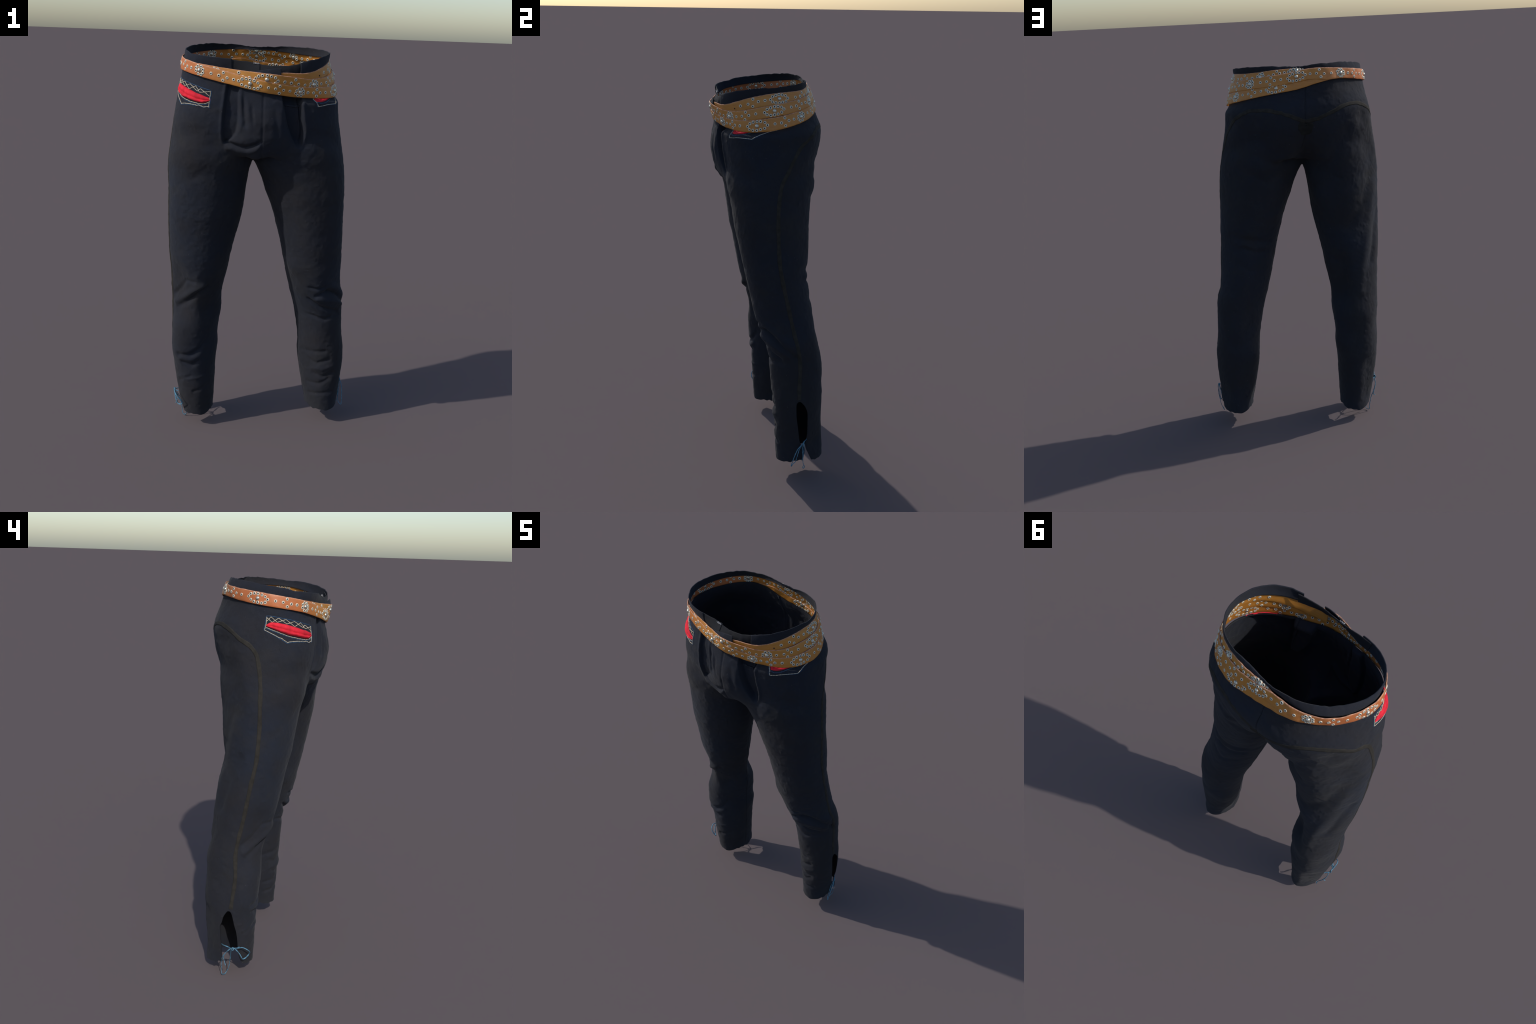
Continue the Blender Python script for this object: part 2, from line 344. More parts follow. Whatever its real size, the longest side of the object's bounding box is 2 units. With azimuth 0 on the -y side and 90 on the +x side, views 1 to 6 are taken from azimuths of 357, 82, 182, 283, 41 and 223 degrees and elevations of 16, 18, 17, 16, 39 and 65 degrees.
def build_cloth():
    co, quads = remeshed_body()
    e, deg = neighbours(quads, len(co))
    crotch = np.exp(-(((co[:, 0] + .065) / .09) ** 2 + ((co[:, 2] - 1.50) / .12) ** 2))
    co = relax(co, e, deg, 0.5 * np.ones(len(co)), 7)
    co = relax(co, e, deg, 0.6 * np.clip(crotch * 1.3, 0, 1), 4)
    hip = np.exp(-((co[:, 2] - 1.55) / .10) ** 2) * .6 * (1 - np.exp(-((co[:, 0] + .06) / .06) ** 2))
    co = relax(co, e, deg, hip, 60)
    N = normals_of(co, quads)
    d = front_relief(co, N)
    for amp, w, pts in WRINKLES:
        if amp < 0 and w < .0165: amp, w = amp * 1.25, w * .85      # crisp valleys, soft ridges
        pts = np.array(pts)
        near = np.where(np.all((co > pts.min(0) - 4 * w) & (co < pts.max(0) + 4 * w), axis=1))[0]
        q = seg_dist(co[near], pts)
        t = amp * np.exp(-(q / w) ** 2)
        d[near] += t
    for amp, w, pts in FULLNESS:
        pts = np.array(pts)
        near = np.where(np.all((co > pts.min(0) - 2.6 * w) & (co < pts.max(0) + 2.6 * w), axis=1))[0]
        q = seg_dist(co[near], pts) if len(pts) > 1 else np.linalg.norm(co[near] - pts[0], axis=1)
        d[near] += amp * np.exp(-(q / w) ** 2)
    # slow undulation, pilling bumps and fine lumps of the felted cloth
    under = sstep(.012, -.03, co[:, 2] - periodic(azimuth(co), ANG, BOT_Z, 360))     # lies flat and drawn in beneath the strap
    d -= .0022 * (1 - under)
    d += under * (0.0013 * value_noise(co, .075, 1) + 0.0012 * value_noise(co, .028, 2) + 0.0008 * value_noise(co, .013, 3) + .0042 * np.clip(value_noise(co, .015, 6) - .60, 0, 1))
    # back seam and inseams drawn in slightly
    bk = (N[:, 1] > .3) & (co[:, 2] > 1.5)
    d -= np.where(bk, 0.003 * np.exp(-((co[:, 0] - smooth_interp(co[:, 2], [1.45, 1.65, 1.74, 1.9], [-.065, -.086, -.0895, -.095])) / .005) ** 2), 0)
    co = co + N * d[:, None]
    # trim: hems, ankle openings, waist
    isA = co[:, 0] < np.where(co[:, 2] < 1.4, 0.0, -10)
    az = azimuth(co)
    cutw = periodic(az, ANG, BOT_Z, 360) + tuck(az)
    val = np.where(co[:, 2] > 1.6, cutw - co[:, 2], 1.0)
    low = co[:, 2] < .6
    A, B = low & isA, low & ~isA
    keep = val.copy()
    for m, w, outer in ((A, "A", -.36), (B, "B", .40)):
        h = co[m][:, 2] - hem_z(co[m], w)
        s = slit_sd(co[m], w)
        out_side = co[m][:, 0] < outer if w == "A" else co[m][:, 0] > outer
        keep[m] = np.minimum(h, np.where(out_side, s, 1.0))
    fk = keep[quads].mean(1) > 0
    q = quads[fk]
    used = np.zeros(len(co), bool); used[q.ravel()] = True
    remap = -np.ones(len(co), np.int64); remap[used] = np.arange(used.sum())
    co, q = co[used], remap[q]
    az = az[used]; isA = isA[used]
    # snap the ragged voxel border onto the exact cut
    ed = np.sort(np.concatenate([q[:, [0, 1]], q[:, [1, 2]], q[:, [2, 3]], q[:, [3, 0]]]), 1)
    ue, cnt = np.unique(ed, axis=0, return_counts=True)
    border = np.unique(ue[cnt == 1])
    for i in border:
        p = co[i:i+1]
        if p[0, 2] > 1.6: co[i, 2] = periodic(az[i], ANG, BOT_Z, 360) + tuck(az[i]); continue
        w = "A" if isA[i] else "B"
        h = p[0, 2] - hem_z(p, w)[0]
        outer = p[0, 0] < -.36 if w == "A" else p[0, 0] > .40
        s = slit_sd(p, w)[0]
        if outer and abs(s) < abs(h):
            for _ in range(4):
                s = slit_sd(p, w)[0]
                g = np.array([slit_sd(p + np.array([[0, 1e-4, 0]]), w)[0] - s, slit_sd(p + np.array([[0, 0, 1e-4]]), w)[0] - s]) / 1e-4
                st = s * g / (g @ g + 1e-9); p[0, 1] -= np.clip(st[0], -.004, .004); p[0, 2] -= np.clip(st[1], -.004, .004)
            co[i] = p[0]
        else: co[i, 2] = hem_z(p, w)[0]
    # even out the border spacing
    be = ue[cnt == 1]
    for _ in range(3):
        s = np.zeros_like(co); c = np.zeros(len(co))
        np.add.at(s, be[:, 0], co[be[:, 1]]); np.add.at(s, be[:, 1], co[be[:, 0]]); np.add.at(c, be.ravel(), 1)
        b2 = border[c[border] == 2]
        co[b2] = .5 * co[b2] + .5 * s[b2] / 2
    return co, q, be
# ------------------------------------------------------------------ cloth shell, split by region
THICK = 0.003
def split_cloth(co, quads, border_edges, root, mat):
    N = normals_of(co, quads)
    cen = co[quads].mean(1); fx, fz = cen[:, 0], cen[:, 2]
    # region: 0 seat, 1 leg (-x), 2 leg (+x), 3 fall front between the slits
    mid = -.055 + .02 * (fz - 1.45)
    reg = np.where(fz > 1.47 + 0.10 * np.clip(np.abs(fx + .06) / .4, 0, 1), 0, np.where(fx < mid, 1, 2))
    fA = smooth_interp(fz, [1.555, 1.575, 1.595, 1.617, 1.684, 1.82, 1.9], [-.206, -.190, -.168, -.153, -.145, -.149, -.15])
    fB = smooth_interp(fz, [1.548, 1.588, 1.66, 1.72, 1.79, 1.9], [.140, .107, .079, .064, .052, .045])
    reg = np.where((fz > 1.55) & (fx > fA) & (fx < fB) & (cen[:, 1] < -.1), 3, reg)
    bset = {}
    for a, b in border_edges: bset[(int(a), int(b))] = True
    out = []
    for r, name in ((0, "trouser_seat"), (1, "trouser_leg"), (2, "trouser_leg"), (3, "front_flap")):
        q = quads[reg == r]
        ids = np.unique(q); rm = -np.ones(len(co), np.int64); rm[ids] = np.arange(len(ids)); n = len(ids)
        V = np.concatenate([co[ids], co[ids] - N[ids] * THICK])
        F = [tuple(f) for f in rm[q]] + [tuple(f[::-1] + n) for f in rm[q]]
        for f in q:
            for k in range(4):
                a, b = int(f[k]), int(f[(k + 1) % 4])
                if (min(a, b), max(a, b)) in bset: F.append((rm[b], rm[a], rm[a] + n, rm[b] + n))
        me = make_mesh(name, V, F, mat)
        me.normals_split_custom_set_from_vertices([tuple(v) for v in np.concatenate([N[ids], -N[ids]])])
        out.append(link(bpy.data.objects.new(name, me), root))
    return out
# ------------------------------------------------------------------ materials
def material(name):
    m = bpy.data.materials.new(name); m.use_nodes = True
    nt = m.node_tree; b = nt.nodes["Principled BSDF"]
    tc = nt.nodes.new("ShaderNodeTexCoord")
    return m, nt, b, tc
def noise(nt, vec, scale, detail=4, rough=.55):
    n = nt.nodes.new("ShaderNodeTexNoise"); n.inputs["Scale"].default_value = scale
    n.inputs["Detail"].default_value = detail; n.inputs["Roughness"].default_value = rough
    nt.links.new(vec, n.inputs["Vector"]); return n.outputs["Fac"]
def ramp(nt, fac, stops):
    r = nt.nodes.new("ShaderNodeValToRGB"); e = r.color_ramp.elements
    while len(e) < len(stops): e.new(.5)
    for k, (p, c) in enumerate(stops): e[k].position = p; e[k].color = (*c, 1) if len(c) == 3 else c
    nt.links.new(fac, r.inputs["Fac"]); return r.outputs["Color"]
def mix(nt, fac, a, b, mode="MIX"):
    n = nt.nodes.new("ShaderNodeMix"); n.data_type = "RGBA"; n.blend_type = mode
    for sock, v in ((n.inputs[0], fac), (n.inputs[6], a), (n.inputs[7], b)):
        if isinstance(v, (int, float)): sock.default_value = v
        elif isinstance(v, tuple): sock.default_value = (*v, 1)
        else: nt.links.new(v, sock)
    return n.outputs[2]
def mapped(nt, vec, scale):
    n = nt.nodes.new("ShaderNodeMapping"); n.inputs["Scale"].default_value = scale
    nt.links.new(vec, n.inputs["Vector"]); return n.outputs["Vector"]
def bump(nt, b, height, strength, dist):
    n = nt.nodes.new("ShaderNodeBump"); n.inputs["Strength"].default_value = strength; n.inputs["Distance"].default_value = dist
    nt.links.new(height, n.inputs["Height"]); nt.links.new(n.outputs["Normal"], b.inputs["Normal"])

def wool(name, dark, blue, brown, worn):
    m, nt, b, tc = material(name); o = tc.outputs["Object"]
    big = noise(nt, o, 3.2, 3); c = ramp(nt, big, [(.36, dark), (.62, blue)])
    c = mix(nt, ramp(nt, noise(nt, o, 6.5, 4), [(.48, (0, 0, 0)), (.74, (.6, .6, .6))]), c, brown)
    c = mix(nt, ramp(nt, noise(nt, o, 14, 6, .7), [(.54, (0, 0, 0)), (.82, (.40, .40, .40))]), c, worn)
    # lint: sparse pale specks
    v = nt.nodes.new("ShaderNodeTexVoronoi"); v.inputs["Scale"].default_value = 26; nt.links.new(o, v.inputs["Vector"])
    c = mix(nt, ramp(nt, v.outputs["Distance"], [(.028, (.55, .55, .55)), (.05, (0, 0, 0))]), c, (.10, .10, .10))
    fib = noise(nt, mapped(nt, o, (1, 1, .45)), 420, 3, .7)
    c = mix(nt, .35, c, ramp(nt, fib, [(.3, (.35, .35, .35)), (.7, (1.35, 1.35, 1.35))]), "MULTIPLY")
    nt.links.new(c, b.inputs["Base Color"])
    b.inputs["Roughness"].default_value = .93; b.inputs["Specular IOR Level"].default_value = .12
    b.inputs["Sheen Weight"].default_value = .04; b.inputs["Sheen Roughness"].default_value = .5
    bump(nt, b, mix(nt, .5, fib, noise(nt, o, 110, 6, .7)), .45, .0018)
    return m

def leather(name):
    m, nt, b, tc = material(name); o = tc.outputs["Object"]
    c = ramp(nt, noise(nt, o, 2.6, 3), [(.38, (.47, .185, .024)), (.60, (.49, .212, .034))])
    # redder tint painted over the -x hip, fading out
    sx = nt.nodes.new("ShaderNodeSeparateXYZ"); nt.links.new(o, sx.inputs[0])
    ad = nt.nodes.new("ShaderNodeMath"); ad.operation = "MULTIPLY_ADD"; ad.inputs[1].default_value = .25
    nt.links.new(noise(nt, o, 6, 3), ad.inputs[0]); nt.links.new(sx.outputs["X"], ad.inputs[2])
    c = mix(nt, ramp(nt, ad.outputs[0], [(0.0, (0, 0, 0)), (1, (0, 0, 0))]), c, (.40, .105, .032))
    mr = nt.nodes.new("ShaderNodeMapRange"); mr.inputs["From Min"].default_value = -.02; mr.inputs["From Max"].default_value = -.24
    nt.links.new(ad.outputs[0], mr.inputs["Value"])
    c = mix(nt, mr.outputs[0], c, (.45, .132, .040))
    c = mix(nt, ramp(nt, noise(nt, mapped(nt, o, (1, 1, 7)), 22, 5, .7), [(.45, (0, 0, 0)), (.75, (.5, .5, .5))]), c, (.32, .110, .024))
    c = mix(nt, ramp(nt, noise(nt, o, 60, 5, .7), [(.5, (0, 0, 0)), (.8, (.4, .4, .4))]), c, (.50, .24, .10))
    nt.links.new(c, b.inputs["Base Color"])
    b.inputs["Roughness"].default_value = .5; b.inputs["Specular IOR Level"].default_value = .55
    bump(nt, b, noise(nt, o, 260, 4, .6), .25, .001)
    return m

def plain(name, col, rough=.8, metal=0.0, var=.25, scale=60):
    m, nt, b, tc = material(name)
    n = noise(nt, tc.outputs["Object"], scale, 4)
    lo = tuple(x * (1 - var) for x in col); hi = tuple(min(1, x * (1 + var)) for x in col)
    nt.links.new(ramp(nt, n, [(.35, lo), (.65, hi)]), b.inputs["Base Color"])
    b.inputs["Roughness"].default_value = rough; b.inputs["Metallic"].default_value = metal
    if rough > .7: b.inputs["Specular IOR Level"].default_value = .2
    return m

# ------------------------------------------------------------------ small builders
def spline(pts, step=.006, closed=False):
    P = np.array(pts, float)
    if closed: P = np.vstack([P, P[:1]])
    L = np.concatenate([[0], np.cumsum(np.linalg.norm(np.diff(P, axis=0), axis=1))])
    t = np.linspace(0, L[-1], max(4, int(L[-1] / step) + 1))
    m = np.gradient(P, L, axis=0)
    i = np.clip(np.searchsorted(L, t) - 1, 0, len(L) - 2); h = (L[i+1] - L[i])[:, None]; s = ((t - L[i]) / h[:, 0])[:, None]
    return (2*s**3-3*s**2+1)*P[i] + (s**3-2*s**2+s)*h*m[i] + (-2*s**3+3*s**2)*P[i+1] + (s**3-s**2)*h*m[i+1]

def straight(pts, step=.004):
    out = []
    for a, b in zip(pts[:-1], pts[1:]):
        a, b = np.array(a), np.array(b); n = max(1, int(np.linalg.norm(b - a) / step))
        out += [a + (b - a) * k / n for k in range(n)]
    return np.array(out + [np.array(pts[-1])])

def tube_geo(P, rad, sides=6, flat=1.0, twist=0.0):
    P = np.asarray(P); n = len(P); T = np.gradient(P, axis=0); T /= np.linalg.norm(T, axis=1, keepdims=True) + 1e-12
    ref = np.array([0, 0, 1.0]) if abs(T[0, 2]) < .9 else np.array([1.0, 0, 0])
    U = np.cross(T[0], ref); U /= np.linalg.norm(U); V, F = [], []
    R = np.full(n, rad) if np.isscalar(rad) else rad
    for i in range(n):
        U = U - T[i] * (U @ T[i]); U /= np.linalg.norm(U); W = np.cross(T[i], U)
        for k in range(sides):
            a = 2 * math.pi * k / sides + twist * i
            V.append(P[i] + R[i] * (math.cos(a) * U + flat * math.sin(a) * W))
    for i in range(n - 1):
        for k in range(sides):
            a, b = i * sides + k, i * sides + (k + 1) % sides
            F.append((a, b, b + sides, a + sides))
    F.append(tuple(range(sides - 1, -1, -1))); F.append(tuple((n - 1) * sides + k for k in range(sides)))
    return V, F

def merge(geos):
    V, F = [], []
    for v, f in geos:
        o = len(V); V += list(v); F += [tuple(i + o for i in q) for q in f]
    return V, F

class Cloth:
    """nearest-point queries on the finished outer surface"""
    def __init__(self, co, quads):
        self.N = normals_of(co, quads); self.quads = quads
        self.tree = BVHTree.FromPolygons([tuple(v) for v in co], [tuple(int(i) for i in q) for q in quads])
    def snap(self, p, lift=0.0):
        loc, nor, idx, _ = self.tree.find_nearest(Vector(p))
        n = self.N[self.quads[idx]].mean(0); n = n / np.linalg.norm(n)
        return np.array(loc) + n * lift, n

def ribbon(cloth, pts, width, height, step=.008):
    P = spline(pts, step); n = len(P); T = np.gradient(P, axis=0); V, F = [], []
    prof = [(-.5, -.0008), (-.47, height * .8), (-.25, height), (0, height * .85), (.25, height), (.47, height * .8), (.5, -.0008)]
    k = len(prof)
    for i in range(n):
        p, nn = cloth.snap(P[i]); s = np.cross(T[i], nn); s /= np.linalg.norm(s)
        w = width * (1 + .08 * math.sin(i * .37) + .05 * math.sin(i * .91))
        for u, h in prof:
            q, _ = cloth.snap(p + s * u * w); V.append(q + nn * h)
    for i in range(n - 1):
        for j in range(k - 1): F.append((i*k+j, i*k+j+1, (i+1)*k+j+1, (i+1)*k+j))
    return V, F

def stitch(cloth, pts, rad, lift=.0006, curve=False, closed=False):
    P = spline(pts, .004) if curve else straight(pts)
    Q = np.array([cloth.snap(p, lift)[0] for p in P])
    return tube_geo(Q, rad * (1 + .25 * np.sin(np.arange(len(Q)) * 1.9)), 5)
# ------------------------------------------------------------------ leather strap
# Top edge of the strap as it winds round the waist: (degrees run, height).  The first coil
# lies innermost and highest, the second leaves it at the front, the third ends at the back.
STRAP_W = .053
COIL1_TOP = [(10, 1.884), (20, 1.889), (34, 1.887), (45, 1.891), (60, 1.912), (75, 1.936), (90, 1.952), (105, 1.958), (120, 1.961), (135, 1.967),
             (150, 1.974), (165, 1.978), (180, 1.980), (190, 1.977), (200, 1.968), (212, 1.955)]
COIL2_TOP = [(300, 1.917), (315, 1.905), (330, 1.896), (345, 1.890), (360, 1.885), (375, 1.879), (382, 1.8745), (390, 1.871), (399, 1.865), (405, 1.8625),
             (412, 1.864), (423, 1.870), (433, 1.881), (441, 1.8915), (450, 1.901), (458, 1.9086), (465, 1.9155), (473, 1.923), (484, 1.932), (498, 1.942),
             (506, 1.947), (515, 1.951), (529, 1.958), (539, 1.963), (550, 1.971), (558, 1.976), (570, 1.979), (585, 1.975), (600, 1.967), (615, 1.957),
             (630, 1.946), (645, 1.933), (660, 1.918), (666, 1.910), (672, 1.902), (685, 1.886), (692, 1.877), (701, 1.8685), (709, 1.862), (721, 1.8505),
             (734, 1.8405), (743, 1.836), (752, 1.831), (764, 1.827), (778, 1.826), (788, 1.828), (798, 1.835), (805, 1.842), (813, 1.849), (826, 1.8625),
             (834, 1.871), (846, 1.886), (860, 1.899), (876, 1.910), (894, 1.921), (907, 1.927), (920, 1.934), (944, 1.950)]
STUDS1 = [(96.3, "D"), (139, "F"), (184, "D")]
STUDS2 = [(316, "F"), (363.3, "D"), (411.6, "F"), (451.8, "D"), (490.3, "F"), (543, "D"), (590.8, "F"), (629.1, "D"), (664.4, "F"), (707, "D"),
          (758, "F"), (798.6, "D"), (835, "F"), (879, "D")]

def coil_top(u, coil):
    t = np.array(COIL1_TOP if coil == 1 else COIL2_TOP); return smooth_interp(u, t[:, 0], t[:, 1])
def coil_bottom(u, coil):
    top = coil_top(u, coil)
    if coil == 1:
        under = smooth_interp(u, [100, 150, 175, 195, 208], [-.2, -.052, -.030, -.018, -.010]) if np.ndim(u) == 0 else smooth_interp(u, [100, 150, 175, 195, 208], [-.2, -.052, -.030, -.018, -.010])
        return top + np.maximum(-STRAP_W, under)
    zb = periodic(u, ANG, BOT_Z, 360)
    w = sstep(562, 584, u)
    return (top - STRAP_W) * (1 - w) + zb * w
def coil_offset(u, coil):
    if coil == 1: return smooth_interp(u, [8, 30, 45, 360], [-.016, -.010, -.003, -.003])
    return smooth_interp(u, [300, 340, 420, 480, 560, 640, 690, 815, 850, 880, 941], [-.002, .0005, .002, .0048, .0048, .0025, .0055, .0060, .0018, .0008, .0006])
def strap_point(u, f, coil, off=0.0):
    """f = 0 at the lower edge, 1 at the upper edge"""
    lo, hi = coil_bottom(u, coil), coil_top(u, coil); z = lo + (hi - lo) * f
    zb, zt = periodic(u, ANG, BOT_Z, 360), periodic(u, ANG, TOP_Z, 360)
    s = (z - zb) / (zt - zb); s = np.clip(s, -.05, 1.15)
    r = periodic(u, ANG, BOT_R, 360) * (1 - s) + periodic(u, ANG, TOP_R, 360) * s + coil_offset(u, coil) + off
    r = r + .0014 * np.sin(np.pi * np.clip(f, 0, 1)) + .0010 * np.sin(u * .21) * (1 if coil == 2 else .5) + .0006 * np.sin(u * .53 + 4 * f)
    a = np.radians(u)
    return np.stack([AXIS[0] + r * np.sin(a), AXIS[1] - r * np.cos(a), z + 0 * r], -1)
def strap_frame(u, f, coil):
    p = strap_point(u, f, coil); t = strap_point(u + .3, f, coil) - strap_point(u - .3, f, coil)
    v = strap_point(u, f + .05, coil) - strap_point(u, f - .05, coil)
    t /= np.linalg.norm(t); n = np.cross(t, v); n /= np.linalg.norm(n); v = np.cross(n, t)
    return p, t, v, n

def shown_range(u, coil):
    """part of the strap width that is not tucked away behind a neighbouring coil"""
    lo, hi = coil_bottom(u, coil), coil_top(u, coil); f0, f1 = np.zeros_like(hi), np.ones_like(hi); tuck = .007
    if coil == 1:
        f0 = np.where(u > 95, (coil_top(u + 360, 2) - tuck - lo) / (hi - lo), f0)
    else:
        f0 = np.where(u < 352, (coil_top(u + 360, 2) - tuck - lo) / (hi - lo), f0)
        f1 = np.where(u > 835, (coil_bottom(u - 360, 2) + tuck - lo) / (hi - lo), f1)
    return np.clip(f0, 0, .93), np.clip(f1, .07, 1)

def strap_geo(coil, u0, u1, step=.9):
    us = np.arange(u0, u1 + 1e-6, step); H = .0021; f0, f1 = shown_range(us, coil)
    prof = [(0.0, -H*.6), (0.0, H*.6), (.03, H), (.15, H), (.32, H), (.5, H), (.68, H), (.85, H), (.955, H), (1.0, H*.6), (1.0, -H*.6), (.955, -H), (.68, -H), (.32, -H), (.03, -H)]
    k = len(prof); cols = [strap_point(us, f0 + (f1 - f0) * f, coil, h) for f, h in prof]
    wob = .0007 * value_noise(cols[0], .02, 5)
    for j, (f, h) in enumerate(prof):
        cols[j][:, 2] += wob * (1 if f > .9 or f < .1 else 0)
    V = np.stack(cols, 1).reshape(-1, 3); n = len(us); F = []
    for i in range(n - 1):
        for j in range(k): F.append((i*k+j, (i+1)*k+j, (i+1)*k+(j+1) % k, i*k+(j+1) % k))
    F.append(tuple(range(k))); F.append(tuple((n-1)*k + j for j in range(k-1, -1, -1)))
    return list(V), F

def lathe(profile, seg=16, close=True):
    """closed (radius, height) loop spun about z"""
    V, F = [], []; k = len(profile)
    for i in range(seg):
        a = 2 * math.pi * i / seg
        V += [(r * math.cos(a), r * math.sin(a), h) for r, h in profile]
    for i in range(seg):
        for j in range(k if close else k - 1):
            a, b = i * k + j, i * k + (j + 1) % k; c, d = ((i + 1) % seg) * k + (j + 1) % k, ((i + 1) % seg) * k + j
            F.append((a, d, c, b))
    return V, F

def eyelet_mesh(metal, dark):
    prof = [(.0031, -.0031), (.0031, .0031), (.0040, .0037), (.0056, .0036), (.0068, .0029), (.0072, .0019),
            (.0072, -.0019), (.0068, -.0029), (.0056, -.0036), (.0040, -.0037)]
    V, F = lathe(prof, 16); nf = len(F)
    o = len(V); seg = 12
    for h in (.0029, -.0029):
        V += [(.0034 * math.cos(2*math.pi*i/seg), .0034 * math.sin(2*math.pi*i/seg), h) for i in range(seg)]
    F += [tuple(o + i for i in range(seg)), tuple(o + seg + i for i in range(seg - 1, -1, -1))]
    F += [(o + i, o + seg + i, o + seg + (i + 1) % seg, o + (i + 1) % seg) for i in range(seg)]
    me = make_mesh("eyelet", V, F, metal); me.materials.append(dark)
    for p in me.polygons:
        if p.index >= nf: p.material_index = 1
    return me

def stud_mesh(metal):
    prof = [(0.0001, .0092), (.0032, .0089), (.0062, .0077), (.0084, .0054), (.0096, .0026), (.0096, -.0026), (.0070, -.0042), (.0035, -.0050), (0.0001, -.0052)]
    V, F = lathe(prof, 20)
    return make_mesh("dome_stud", V, F, metal)

def pattern(studs):
    """rivet layout along the strap: (u, f) of the eyelets"""
    out = []
    half = .5
    def arc(u, coil_r=.31): return math.degrees(1.0 / max(.2, periodic(u, ANG, BOT_R, 360)))   # degrees per metre
    for u, kind in studs:
        g = arc(u)
        if kind == "D":
            t = np.linspace(0, 2 * math.pi, 721); ox, oy = .0465 * np.cos(t), .0178 * np.sin(t)      # even steps round an oval
            ln = np.concatenate([[0], np.cumsum(np.hypot(np.diff(ox), np.diff(oy)))])
            for k in range(12):
                a = np.interp(ln[-1] * k / 12, ln, t)
                out.append((u + .0465 * math.cos(a) * g, half + .0178 * math.sin(a) / STRAP_W))
        else:
            for k in range(8):
                a = 2 * math.pi * (k + .5) / 8
                out.append((u + .0182 * math.cos(a) * g, half + .0172 * math.sin(a) / STRAP_W))
    for (ua, ka), (ub, kb) in zip(studs[:-1], studs[1:]):
        fr = (.36, .50, .58, .58, .66, .795) if ka == "D" else (.205, .34, .42, .42, .50, .64)
        fy = (0, 0, .30, -.30, 0, 0)
        for f, y in zip(fr, fy): out.append((ua + (ub - ua) * f, half + y))
    return out

def build_strap(root, mats):
    metal, stud_metal, dark, hide, edge = mats
    pieces = [strap_geo(1, 12, 204), strap_geo(2, 303, 941)]; geo = merge(pieces); n1 = len(pieces[0][1])
    belt = link(bpy.data.objects.new("leather_belt", make_mesh("leather_belt", *geo, hide)), root)
    m = belt.data; m.materials.append(edge)
    k, caps = 15, {0, 1, 2, 8, 9, 10}
    for p in m.polygons:
        i = p.index if p.index < n1 else p.index - n1
        if len(p.vertices) == 4 and (i % k) in {0, 8, 9, 10}: p.material_index = 1
    em, sm = eyelet_mesh(metal, dark), stud_mesh(stud_metal)
    from mathutils import Matrix
    def place(me, name, u, f, coil, scale=1.0):
        p, t, v, n = strap_frame(u, f, coil)
        n = n + .05 * np.array([random.uniform(-1, 1) for _ in range(3)]); n /= np.linalg.norm(n); t = t - n * (t @ n); t /= np.linalg.norm(t); v = np.cross(n, t)
        a = random.uniform(0, math.pi); tt = math.cos(a) * t + math.sin(a) * v; vv = np.cross(n, tt)
        ob = bpy.data.objects.new(name, me)
        M = Matrix(((tt[0], vv[0], n[0], p[0]), (tt[1], vv[1], n[1], p[1]), (tt[2], vv[2], n[2], p[2]), (0, 0, 0, 1)))
        link(ob, belt); ob.matrix_world = M @ Matrix.Diagonal((scale, scale, scale, 1)); return ob
    for coil, studs, lead in ((1, STUDS1, True), (2, STUDS2, False)):
        spots = pattern(studs)
        if coil == 1:   # free end of the strap in front of the first diamond
            spots += [(63.5, .5), (70.5, .5), (74.5, .80), (74.8, .2), (79.0, .5), (86.0 - 1.5, .5)]
        lim = (55, 206) if coil == 1 else (304, 928)
        for u, f in spots:
            a, b = shown_range(np.array([u]), coil)
            if lim[0] < u < lim[1] and a[0] - .0 < f < b[0] + .0:
                place(em, "eyelet", u + random.uniform(-.25, .25), f + random.uniform(-.02, .02), coil, random.uniform(.93, 1.07))
        for u, k in studs[(1 if coil == 2 else 0):]: place(sm, "dome_stud", u, .5, coil, random.uniform(.95, 1.05))
    # punched hole near the free end
    p, t, v, n = strap_frame(57.5, .42, 1)
    V, F = tube_geo([p + n * .001, p + n * .0026], .0035, 10)
    link(bpy.data.objects.new("buckle_hole", make_mesh("buckle_hole", V, F, dark, False)), belt)
    return belt

# ------------------------------------------------------------------ waistband above the strap
def band_geo(u0, u1, r_top, r_bot, z_top, z_bot, thick=.004, rows=10, step=.8, rag=.0025, seed=3):
    us = np.arange(u0, u1 + 1e-6, step); n = len(us); a = np.radians(us)
    V = []; P = np.stack([us * .02, us * 0, us * 0], -1)
    jag = rag * (value_noise(P, .06, seed) * .6 + value_noise(P, .16, seed + 1))
    k = 2 * (rows + 1)
    S = np.linspace(0, 1, rows + 1)
    for side, ss in ((1, S), (0, S[::-1])):
        for s in ss:
            z = z_bot(us) + (z_top(us) + jag - z_bot(us)) * s
            r = r_bot(us) + (r_top(us) - r_bot(us)) * s + .0022 * math.sin(math.pi * s) - (0 if side else thick)
            q = np.stack([AXIS[0] + r * np.sin(a), AXIS[1] - r * np.cos(a), z], -1)
            q = q + (np.stack([np.sin(a), -np.cos(a), 0 * a], -1) * (.0018 * value_noise(q, .05, seed + 4) + .0008 * value_noise(q, .018, seed + 5))[:, None])
            if side == 0 and s > .99: q[:, 2] -= .0012
            V.append(q)
    V = np.stack(V, 1).reshape(-1, 3); F = []
    for i in range(n - 1):
        for j in range(k): F.append((i*k+j, (i+1)*k+j, (i+1)*k+(j+1) % k, i*k+(j+1) % k))
    F.append(tuple(range(k))); F.append(tuple((n-1)*k + j for j in range(k-1, -1, -1)))
    return list(V), F
